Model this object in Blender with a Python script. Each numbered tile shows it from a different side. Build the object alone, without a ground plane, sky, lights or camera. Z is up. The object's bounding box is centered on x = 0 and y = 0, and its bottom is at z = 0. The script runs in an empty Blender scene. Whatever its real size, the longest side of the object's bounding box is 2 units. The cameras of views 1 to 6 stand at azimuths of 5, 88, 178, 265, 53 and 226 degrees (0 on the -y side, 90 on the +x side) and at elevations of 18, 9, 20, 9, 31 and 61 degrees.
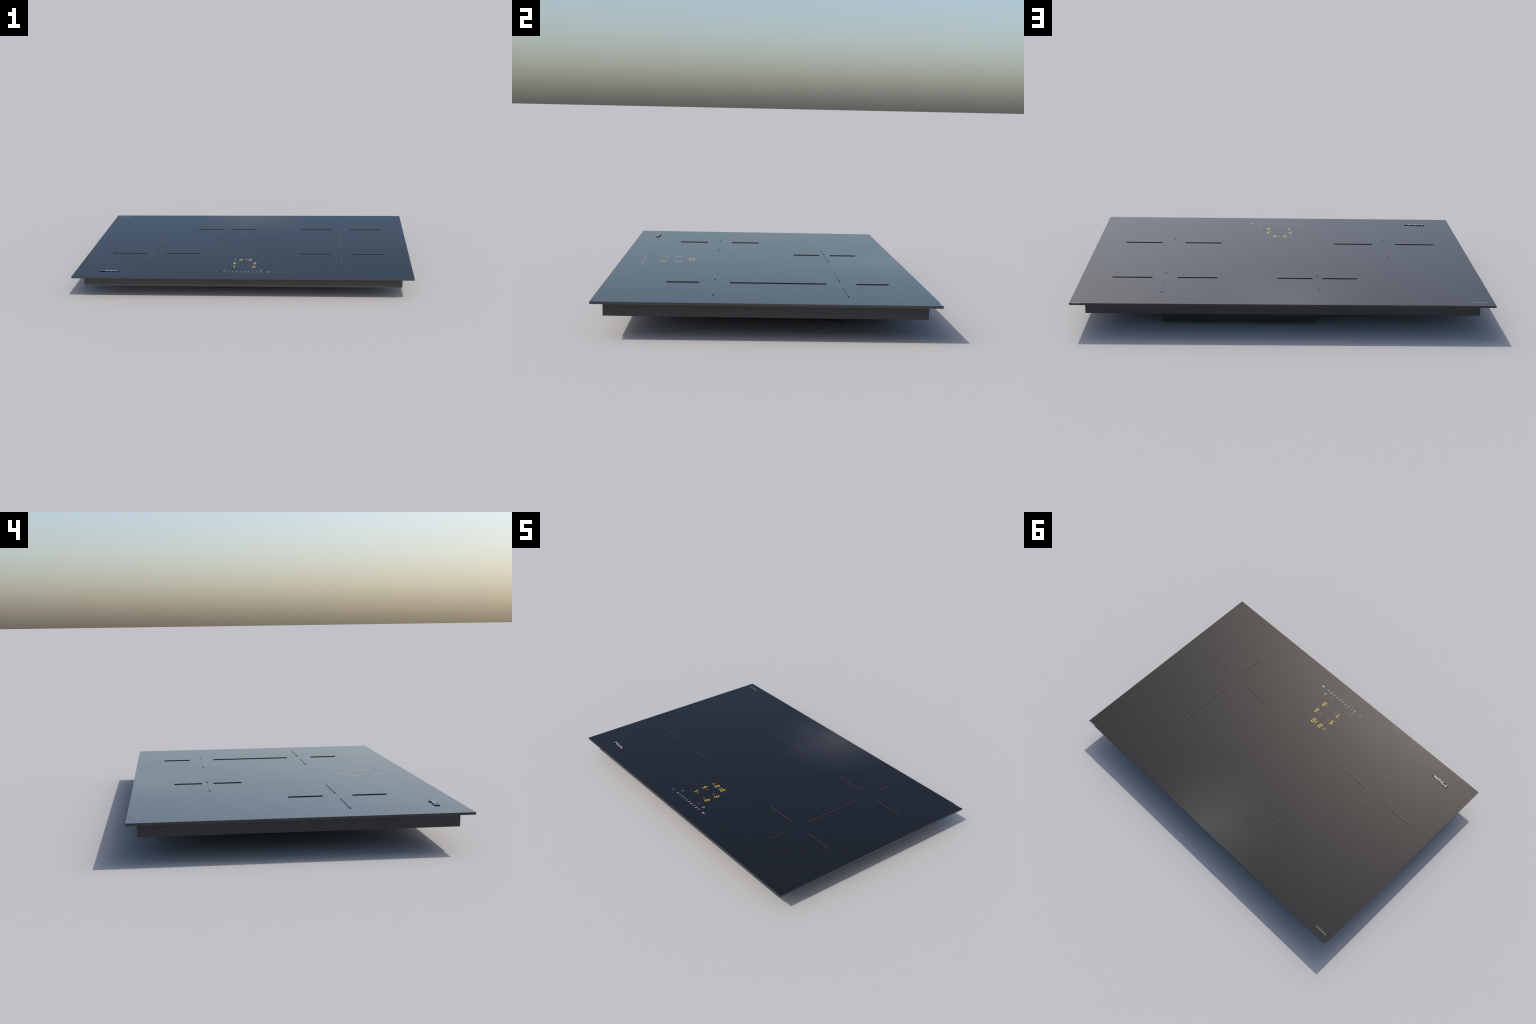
"""Built-in induction cooktop: a black glass panel with raised cooking-zone
lines, a printed touch control field with lit seven-segment digits, a raised
name badge, a shallow dark housing below and a smaller electronics box under it."""
import bpy, bmesh, math
from mathutils import Vector, Matrix

# ---------------------------------------------------------------- dimensions
HALF_X, HALF_Y = 1.0, 0.65          # glass panel half sizes
Z_TOP, GLASS_T = 0.1500, 0.0099     # top of the glass, glass thickness
HOUSE_X, HOUSE_Y, Z_HOUSE = 0.9339, 0.6112, 0.0826
BOX_X0, BOX_X1, BOX_Y0, BOX_Y1, Z_BOX = -0.161, 0.580, -0.466, 0.5575, 0.0197
RIB_W, RIB_H = 0.0044, 0.0029
PRINT_H = 0.00025

# ---------------------------------------------------------------- materials
def new_mat(name):
    m = bpy.data.materials.new(name)
    m.use_nodes = True
    nt = m.node_tree
    return m, nt, nt.nodes["Principled BSDF"]

def plain_mat(name, col, rough, spec=0.5, metallic=0.0, grain=0.0, scale=60.0):
    """Principled colour with a faint noise grain in tone."""
    m, nt, b = new_mat(name)
    b.inputs["Roughness"].default_value = rough
    b.inputs["Specular IOR Level"].default_value = spec
    b.inputs["Metallic"].default_value = metallic
    if grain > 0:
        tc = nt.nodes.new("ShaderNodeTexCoord")
        no = nt.nodes.new("ShaderNodeTexNoise")
        no.inputs["Scale"].default_value = scale
        no.inputs["Detail"].default_value = 4
        nt.links.new(tc.outputs["Object"], no.inputs["Vector"])
        rp = nt.nodes.new("ShaderNodeValToRGB")
        lo = [c * (1 - grain) for c in col]
        hi = [c * (1 + grain) for c in col]
        rp.color_ramp.elements[0].position = 0.3
        rp.color_ramp.elements[0].color = (*lo, 1)
        rp.color_ramp.elements[1].position = 0.7
        rp.color_ramp.elements[1].color = (*hi, 1)
        nt.links.new(no.outputs["Fac"], rp.inputs["Fac"])
        nt.links.new(rp.outputs["Color"], b.inputs["Base Color"])
    else:
        b.inputs["Base Color"].default_value = (*col, 1)
    return m

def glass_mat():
    """Black ceramic glass with a soft reflected glow painted into its colour near the rear edge."""
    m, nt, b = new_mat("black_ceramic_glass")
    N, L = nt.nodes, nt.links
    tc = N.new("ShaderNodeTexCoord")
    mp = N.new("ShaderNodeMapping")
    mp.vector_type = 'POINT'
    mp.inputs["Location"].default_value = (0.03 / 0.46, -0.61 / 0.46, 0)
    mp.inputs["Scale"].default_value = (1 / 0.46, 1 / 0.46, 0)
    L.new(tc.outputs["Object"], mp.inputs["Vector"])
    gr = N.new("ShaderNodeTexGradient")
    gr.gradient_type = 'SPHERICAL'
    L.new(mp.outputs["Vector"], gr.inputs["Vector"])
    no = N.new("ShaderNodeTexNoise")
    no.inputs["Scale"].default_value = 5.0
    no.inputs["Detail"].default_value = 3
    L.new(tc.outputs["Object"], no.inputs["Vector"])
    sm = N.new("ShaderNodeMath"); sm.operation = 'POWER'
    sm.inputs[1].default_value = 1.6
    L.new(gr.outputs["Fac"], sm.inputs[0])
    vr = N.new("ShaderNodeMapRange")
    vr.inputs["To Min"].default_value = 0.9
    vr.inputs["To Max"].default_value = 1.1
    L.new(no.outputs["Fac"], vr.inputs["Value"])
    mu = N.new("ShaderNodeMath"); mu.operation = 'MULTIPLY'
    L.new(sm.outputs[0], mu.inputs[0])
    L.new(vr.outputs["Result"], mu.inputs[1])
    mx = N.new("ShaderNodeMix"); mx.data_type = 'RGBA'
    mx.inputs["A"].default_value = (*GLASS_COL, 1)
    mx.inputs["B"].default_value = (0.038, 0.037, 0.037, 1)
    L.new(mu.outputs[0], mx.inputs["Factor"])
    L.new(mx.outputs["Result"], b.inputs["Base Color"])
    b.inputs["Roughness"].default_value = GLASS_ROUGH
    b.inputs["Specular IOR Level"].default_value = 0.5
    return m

GLASS_COL, GLASS_ROUGH = (0.0045, 0.0042, 0.0035), 0.12
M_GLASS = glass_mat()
M_EDGE = plain_mat("dark_grey_ground_edge", (0.028, 0.027, 0.028), 0.45, grain=0.05)
M_RIB = plain_mat("dark_grey_zone_line", (0.029, 0.0285, 0.030), 0.15)
M_HOUSE = plain_mat("dark_grey_housing_paint", (0.032, 0.031, 0.032), 0.5, grain=0.06, scale=25)
M_BOX = plain_mat("black_box_paint", (0.010, 0.010, 0.012), 0.5, grain=0.06, scale=25)
M_RUBBER = plain_mat("black_plastic", (0.012, 0.012, 0.013), 0.55)
M_AMBER = plain_mat("amber_lit_segment", (0.76, 0.51, 0.035), 0.12)
M_AMBER_MID = plain_mat("amber_half_lit_symbol", (0.36, 0.23, 0.03), 0.12)
M_AMBER_DIM = plain_mat("amber_unlit_symbol", (0.13, 0.088, 0.022), 0.12)
M_AMBER_OFF = plain_mat("amber_faint_segment", (0.007, 0.006, 0.004), 0.12)
M_WHITE = plain_mat("white_print", (0.29, 0.29, 0.31), 0.12)
M_BRIGHT = plain_mat("bright_white_print", (0.36, 0.36, 0.39), 0.12)
M_GREY = plain_mat("grey_print", (0.12, 0.12, 0.13), 0.12)
M_LABEL = plain_mat("pale_grey_print", (0.22, 0.22, 0.235), 0.12)
M_STRIP = plain_mat("pale_edge_print", (0.42, 0.42, 0.44), 0.3)
M_BADGE = plain_mat("silver_badge_face", (0.275, 0.275, 0.29), 0.2)
M_BADGE_TOP = plain_mat("black_badge_face", (0.006, 0.006, 0.006), 0.12)
M_BADGE_SIDE = plain_mat("dark_badge_body", (0.025, 0.025, 0.026), 0.3)

# ---------------------------------------------------------------- helpers
def link(obj, parent=None):
    bpy.context.scene.collection.objects.link(obj)
    if parent is not None:
        obj.parent = parent
    return obj

def mesh_obj(name, bm, mats, parent):
    me = bpy.data.meshes.new(name)
    bm.to_mesh(me); bm.free()
    for m in mats:
        me.materials.append(m)
    return link(bpy.data.objects.new(name, me), parent)

def add_box(bm, x0, x1, y0, y1, z0, z1, bevel=0.0):
    r = bmesh.ops.create_cube(bm, size=1.0)
    vs = r["verts"]
    for v in vs:
        v.co = Vector((x0 + (v.co.x + .5) * (x1 - x0),
                       y0 + (v.co.y + .5) * (y1 - y0),
                       z0 + (v.co.z + .5) * (z1 - z0)))
    if bevel > 0:
        es = list({e for v in vs for e in v.link_edges})
        bmesh.ops.bevel(bm, geom=es, offset=bevel, segments=2, affect='EDGES')

def prism(bm, pts, z0, z1):
    """Extrude a flat outline (counter-clockwise) from z0 to z1."""
    lo = [bm.verts.new((x, y, z0)) for x, y in pts]
    hi = [bm.verts.new((x, y, z1)) for x, y in pts]
    bm.faces.new(hi)
    bm.faces.new(lo[::-1])
    n = len(pts)
    for i in range(n):
        j = (i + 1) % n
        bm.faces.new((lo[i], lo[j], hi[j], hi[i]))

def ring(bm, cx, cy, r0, r1, z0, z1, a0=0.0, a1=360.0, n=28, sy=1.0):
    """Flat ring or arc band."""
    full = abs(a1 - a0 - 360) < 1e-6
    k = n if full else n + 1
    c = []
    for i in range(k):
        a = math.radians(a0 + (a1 - a0) * i / n)
        ca, sa = math.cos(a), math.sin(a) * sy
        c.append([bm.verts.new((cx + r * ca, cy + r * sa, z))
                  for r, z in ((r0, z0), (r1, z0), (r1, z1), (r0, z1))])
    for i in range(n):
        p, q = c[i], c[(i + 1) % k]
        for s in range(4):
            t = (s + 1) % 4
            bm.faces.new((p[s], q[s], q[t], p[t]))
    if not full:
        bm.faces.new(c[0]); bm.faces.new(c[-1][::-1])

def bar(bm, x0, y0, x1, y1, w, z0, z1):
    d = Vector((x1 - x0, y1 - y0)); d.normalize()
    n = Vector((-d.y, d.x)) * w / 2
    prism(bm, [(x0 - n.x, y0 - n.y), (x1 - n.x, y1 - n.y),
               (x1 + n.x, y1 + n.y), (x0 + n.x, y0 + n.y)], z0, z1)

def text_obj(name, body, x, y, z, cap, depth, mats, parent, width=None,
             shear=0.0, bold=0.0, align='CENTER'):
    """Solid lettering from the built-in font, lying on the glass.  cap is the
    height of the whole run, width its total length (None keeps the font's)."""
    cu = bpy.data.curves.new(name, 'FONT')
    cu.body = body
    cu.size = 1.0
    cu.shear = shear
    cu.offset = bold
    cu.extrude = 0.5
    cu.resolution_u = 5
    tmp = bpy.data.objects.new(name + "_outline", cu)
    link(tmp)
    dg = bpy.context.evaluated_depsgraph_get()
    me = bpy.data.meshes.new_from_object(tmp.evaluated_get(dg))
    bpy.data.objects.remove(tmp)
    bpy.data.curves.remove(cu)
    xs = [v.co.x for v in me.vertices]; ys = [v.co.y for v in me.vertices]
    s = cap / (max(ys) - min(ys))
    sx = s if width is None else width / (max(xs) - min(xs))
    cx = (max(xs) + min(xs)) / 2
    cy = (max(ys) + min(ys)) / 2
    for v in me.vertices:
        v.co = Vector(((v.co.x - cx) * sx + x, (v.co.y - cy) * s + y,
                       z + (v.co.z + 0.5) * depth))
    me.name = name
    me.materials.clear()
    for m in mats:
        me.materials.append(m)
    if len(mats) > 1:
        for p in me.polygons:
            p.material_index = 0 if p.normal.z > 0.7 else 1
    return link(bpy.data.objects.new(name, me), parent)

# ---------------------------------------------------------------- the thing
root = link(bpy.data.objects.new("induction_cooktop", None))
root["label"] = "flat black glass induction hob with amber touch display"
root["category"] = "cooktop"

# glass panel: glossy black top, grey ground edges
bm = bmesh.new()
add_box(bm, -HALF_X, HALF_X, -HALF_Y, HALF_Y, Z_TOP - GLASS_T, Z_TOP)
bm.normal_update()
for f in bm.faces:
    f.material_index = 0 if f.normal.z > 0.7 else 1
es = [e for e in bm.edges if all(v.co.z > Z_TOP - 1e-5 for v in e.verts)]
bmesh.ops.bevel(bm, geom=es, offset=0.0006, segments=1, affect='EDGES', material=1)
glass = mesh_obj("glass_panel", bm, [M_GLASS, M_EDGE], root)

# housing tray under the glass and the electronics box below it
bm = bmesh.new()
add_box(bm, -HOUSE_X, HOUSE_X, -HOUSE_Y, HOUSE_Y, Z_HOUSE, Z_TOP - GLASS_T, 0.0004)
housing = mesh_obj("housing", bm, [M_HOUSE], root)
bm = bmesh.new()
add_box(bm, BOX_X0, BOX_X1, BOX_Y0, BOX_Y1, Z_BOX, Z_HOUSE, 0.0004)
ebox = mesh_obj("electronics_box", bm, [M_BOX], root)

# cable gland on the side of the electronics box
def tube(bm, x0, x1, cy, cz, r, n=24):
    rr = bmesh.ops.create_cone(bm, cap_ends=True, segments=n, radius1=r, radius2=r, depth=x1 - x0)
    bmesh.ops.transform(bm, verts=rr["verts"],
                        matrix=Matrix.Translation(((x0 + x1) / 2, cy, cz)) @ Matrix.Rotation(math.pi / 2, 4, 'Y'))
bm = bmesh.new()
add_box(bm, BOX_X1 - 0.004, BOX_X1 + 0.040, 0.2735, 0.3245, 0.0, 0.040, 0.006)   # clamp block
tube(bm, BOX_X1 + 0.030, BOX_X1 + 0.047, 0.300, 0.0200, 0.0120)                   # cable entry
add_box(bm, BOX_X1 + 0.036, BOX_X1 + 0.060, 0.3055, 0.3095, 0.0, 0.008)           # cable tie end
mesh_obj("cable_gland", bm, [M_RUBBER], ebox)

# ---------------------------------------------------------------- zone lines
def zone_line(x0, y0, x1, y1):
    bm = bmesh.new()
    h = RIB_W / 2
    if abs(y1 - y0) < 1e-6:
        add_box(bm, x0, x1, y0 - h, y0 + h, Z_TOP, Z_TOP + RIB_H)
    else:
        add_box(bm, x0 - h, x0 + h, y0, y1, Z_TOP, Z_TOP + RIB_H)
    mesh_obj("zone_line", bm, [M_RIB], glass)

def cross(cx, cy, gap_x, out_x, gap_y, out_y, front=True, back=True):
    zone_line(cx - out_x, cy, cx - gap_x, cy)
    zone_line(cx + gap_x, cy, cx + out_x, cy)
    if front:
        zone_line(cx, cy - out_y, cx, cy - gap_y)
    if back:
        zone_line(cx, cy + gap_y, cx, cy + out_y)

XR, YF, YB = 0.5855, -0.2040, 0.3155
cross(XR, YF, 0.0625, 0.2615, 0.0625, 0.1965, back=False)   # right front zone
cross(XR, YB, 0.0625, 0.2615, 0.0625, 0.1955, front=False)  # right rear zone
zone_line(XR, YF + 0.0625, XR, YB - 0.0620)                 # bridge between them
cross(-0.1747, YB, 0.0250, 0.1998, 0.0258, 0.1510)          # centre rear zone
cross(-0.5722, YF, 0.0630, 0.2758, 0.0620, 0.2065)          # left front zone

# ---------------------------------------------------------------- lit display
SEG_W, SEG_H, SEG_T, SLANT = 0.0158, 0.0288, 0.0031, 0.11
LIT = {'0': 'abcdef', '1': 'bc', '3': 'abcdg', '5': 'acdfg', '7': 'abc'}

def segment_outline(s):
    """Mitred outline of one segment of a seven-segment digit, origin at centre."""
    w, h, t = SEG_W / 2, SEG_H / 2, SEG_T
    g = 0.0003
    if s in 'ad':
        k = 1 if s == 'a' else -1
        p = [(-w + g + .001, k * h), (w - g - .001, k * h), (w - t, k * (h - t)), (-w + t, k * (h - t))]
    elif s == 'g':
        p = [(-w + t * .5, 0), (-w + t, t / 2), (w - t, t / 2), (w - t * .5, 0), (w - t, -t / 2), (-w + t, -t / 2)]
    else:
        kx = 1 if s in 'bc' else -1
        ky = 1 if s in 'bf' else -1
        p = [(kx * w, ky * (h - g - .001)), (kx * w, ky * (g + .0004)),
             (kx * (w - t * .5), ky * g), (kx * (w - t), ky * (t * .5)), (kx * (w - t), ky * (h - t - g))]
    area = sum(p[i][0] * p[(i + 1) % len(p)][1] - p[(i + 1) % len(p)][0] * p[i][1] for i in range(len(p)))
    if area < 0:
        p = p[::-1]
    return [(x + y * SLANT, y) for x, y in p]

def display_digit(ch, cx, cy):
    bm = bmesh.new()
    for s in LIT[ch]:
        prism(bm, [(cx + x, cy + y) for x, y in segment_outline(s)], Z_TOP, Z_TOP + PRINT_H)
    o = mesh_obj("display_digit", bm, [M_AMBER], glass)
    off = [s for s in 'abcdefg' if s not in LIT[ch]]
    if ch in '17':
        bm = bmesh.new()
        for s in off:
            prism(bm, [(cx + x, cy + y) for x, y in segment_outline(s)], Z_TOP, Z_TOP + PRINT_H * .5)
        mesh_obj("unlit_segment", bm, [M_AMBER_OFF], glass)
    return o

COL_L, COL_R = -0.0605, 0.0620
ROWS = (-0.4533, -0.3880, -0.3230)
display_digit('7', COL_L, ROWS[0]); display_digit('0', COL_R, ROWS[0])
display_digit('5', COL_L, ROWS[1]); display_digit('3', COL_R, ROWS[1])
display_digit('0', -0.0271, ROWS[2]); display_digit('1', 0.0011, ROWS[2]); display_digit('0', 0.0293, ROWS[2])

bm = bmesh.new()
for dy in (-0.0056, 0.0056):
    ring(bm, -0.0130 + dy * SLANT, ROWS[2] + dy, 0.0002, 0.0013, Z_TOP, Z_TOP + PRINT_H, n=12)
mesh_obj("display_colon", bm, [M_AMBER_MID], glass)

def zone_symbol(cx, cy, dx, dy):
    """Faint ring with a small mark inside, one for each cooking zone."""
    bm = bmesh.new()
    ring(bm, cx, cy, 0.0060, 0.0074, Z_TOP, Z_TOP + PRINT_H)
    ring(bm, cx + dx, cy + dy, 0.0010, 0.0032, Z_TOP, Z_TOP + PRINT_H, n=16)
    mesh_obj("zone_symbol", bm, [M_AMBER_DIM], glass)
for sx in (-1, 1):
    for sy, y in ((-1, ROWS[0]), (1, ROWS[1])):
        zone_symbol(sx * 0.0322, y - 0.0002, sx * 0.0012, sy * 0.0015)

bm = bmesh.new()   # timer bell
ring(bm, -0.0605, -0.3240, 0.0046, 0.0066, Z_TOP, Z_TOP + PRINT_H)
bar(bm, -0.0672, -0.3318, -0.0538, -0.3318, 0.0014, Z_TOP, Z_TOP + PRINT_H)
mesh_obj("timer_symbol", bm, [M_AMBER_MID], glass)
bm = bmesh.new()   # small star
for a in (45, 135):
    c, s = math.cos(math.radians(a)) * .0038, math.sin(math.radians(a)) * .0038
    bar(bm, 0.0621 - c, -0.3228 - s, 0.0621 + c, -0.3228 + s, 0.0020, Z_TOP, Z_TOP + PRINT_H)
mesh_obj("star_symbol", bm, [M_AMBER_DIM], glass)

# ---------------------------------------------------------------- printed keys
KEY_Y, SYM_Y = -0.5442, -0.5106
for i in range(10):
    text_obj("printed_digit", str(i), -0.1068 + i * 0.0241, KEY_Y, Z_TOP, 0.0150, PRINT_H,
             [M_WHITE], glass, width=(0.0040 if i == 1 else 0.0090), shear=0.12)

bm = bmesh.new()   # power key
ring(bm, -0.1566, -0.5446, 0.0070, 0.0086, Z_TOP, Z_TOP + PRINT_H)
bar(bm, -0.1566, -0.5482, -0.1566, -0.5410, 0.0018, Z_TOP, Z_TOP + PRINT_H)
mesh_obj("power_symbol", bm, [M_GREY], glass)
bm = bmesh.new()   # keep-warm key: crossing strokes
for x, y, u, v in ((-.0085, -.0060, .0085, .0060), (-.0085, .0060, .0085, -.0060), (0, -.0085, 0, .0085), (-.004, .0085, .004, .0085)):
    bar(bm, -0.1072 + x, SYM_Y + y, -0.1072 + u, SYM_Y + v, 0.0015, Z_TOP, Z_TOP + PRINT_H)
mesh_obj("warming_symbol", bm, [M_GREY], glass)
bm = bmesh.new()   # lock key: shackle over a ring
ring(bm, 0.0600, SYM_Y - 0.0030, 0.0044, 0.0058, Z_TOP, Z_TOP + PRINT_H)
ring(bm, 0.0606, SYM_Y + 0.0044, 0.0032, 0.0046, Z_TOP, Z_TOP + PRINT_H, 0, 180)
mesh_obj("lock_symbol", bm, [M_GREY], glass)
bm = bmesh.new()   # pause key: outlined slanted box with a centre stroke
for x in (-0.0042, 0.0, 0.0042):
    bar(bm, 0.1094 + x - .0009, SYM_Y - .0076, 0.1094 + x + .0009, SYM_Y + .0076, 0.0015, Z_TOP, Z_TOP + PRINT_H)
for y in (-0.0076, 0.0076):
    bar(bm, 0.1094 - .0044, SYM_Y + y, 0.1094 + .0044, SYM_Y + y, 0.0013, Z_TOP, Z_TOP + PRINT_H * .9)
mesh_obj("pause_symbol", bm, [M_WHITE], glass)
bm = bmesh.new()   # timer key: dial and pointer
ring(bm, 0.1530, KEY_Y, 0.0018, 0.0054, Z_TOP, Z_TOP + PRINT_H)
mesh_obj("timer_key_dial", bm, [M_WHITE], glass)
bm = bmesh.new()
prism(bm, [(0.1612, KEY_Y - .0055), (0.1690, KEY_Y), (0.1612, KEY_Y + .0055)], Z_TOP, Z_TOP + PRINT_H)
mesh_obj("timer_key_pointer", bm, [M_BRIGHT], glass)

# ---------------------------------------------------------------- badge, labels
BX, BY, BH = -0.7935, -0.5450, 0.0032
text_obj("badge_body", "Miele", BX, BY, Z_TOP, 0.0220, BH, [M_BADGE_TOP, M_BADGE_SIDE], glass, width=0.117, bold=0.02)
text_obj("badge_lettering", "Miele", BX, BY, Z_TOP + BH, 0.0188, 0.0004, [M_BADGE], glass, width=0.097, bold=0.015)
text_obj("corner_label", "Induction", -0.9318, 0.6115, Z_TOP, 0.0105, PRINT_H, [M_LABEL], glass, width=0.0690)
bm = bmesh.new()
for i in range(10):
    x = 0.9460 + i * 0.0045
    add_box(bm, x, x + 0.0036, 0.6462, 0.6498, Z_TOP, Z_TOP + PRINT_H)
o = mesh_obj("edge_mark", bm, [M_STRIP], glass)
bm = bmesh.new()
prism(bm, [(-0.9990, 0.6450), (-0.9955, 0.6465), (-0.9990, 0.6492)], Z_TOP, Z_TOP + PRINT_H)
mesh_obj("edge_mark", bm, [M_LABEL], glass)
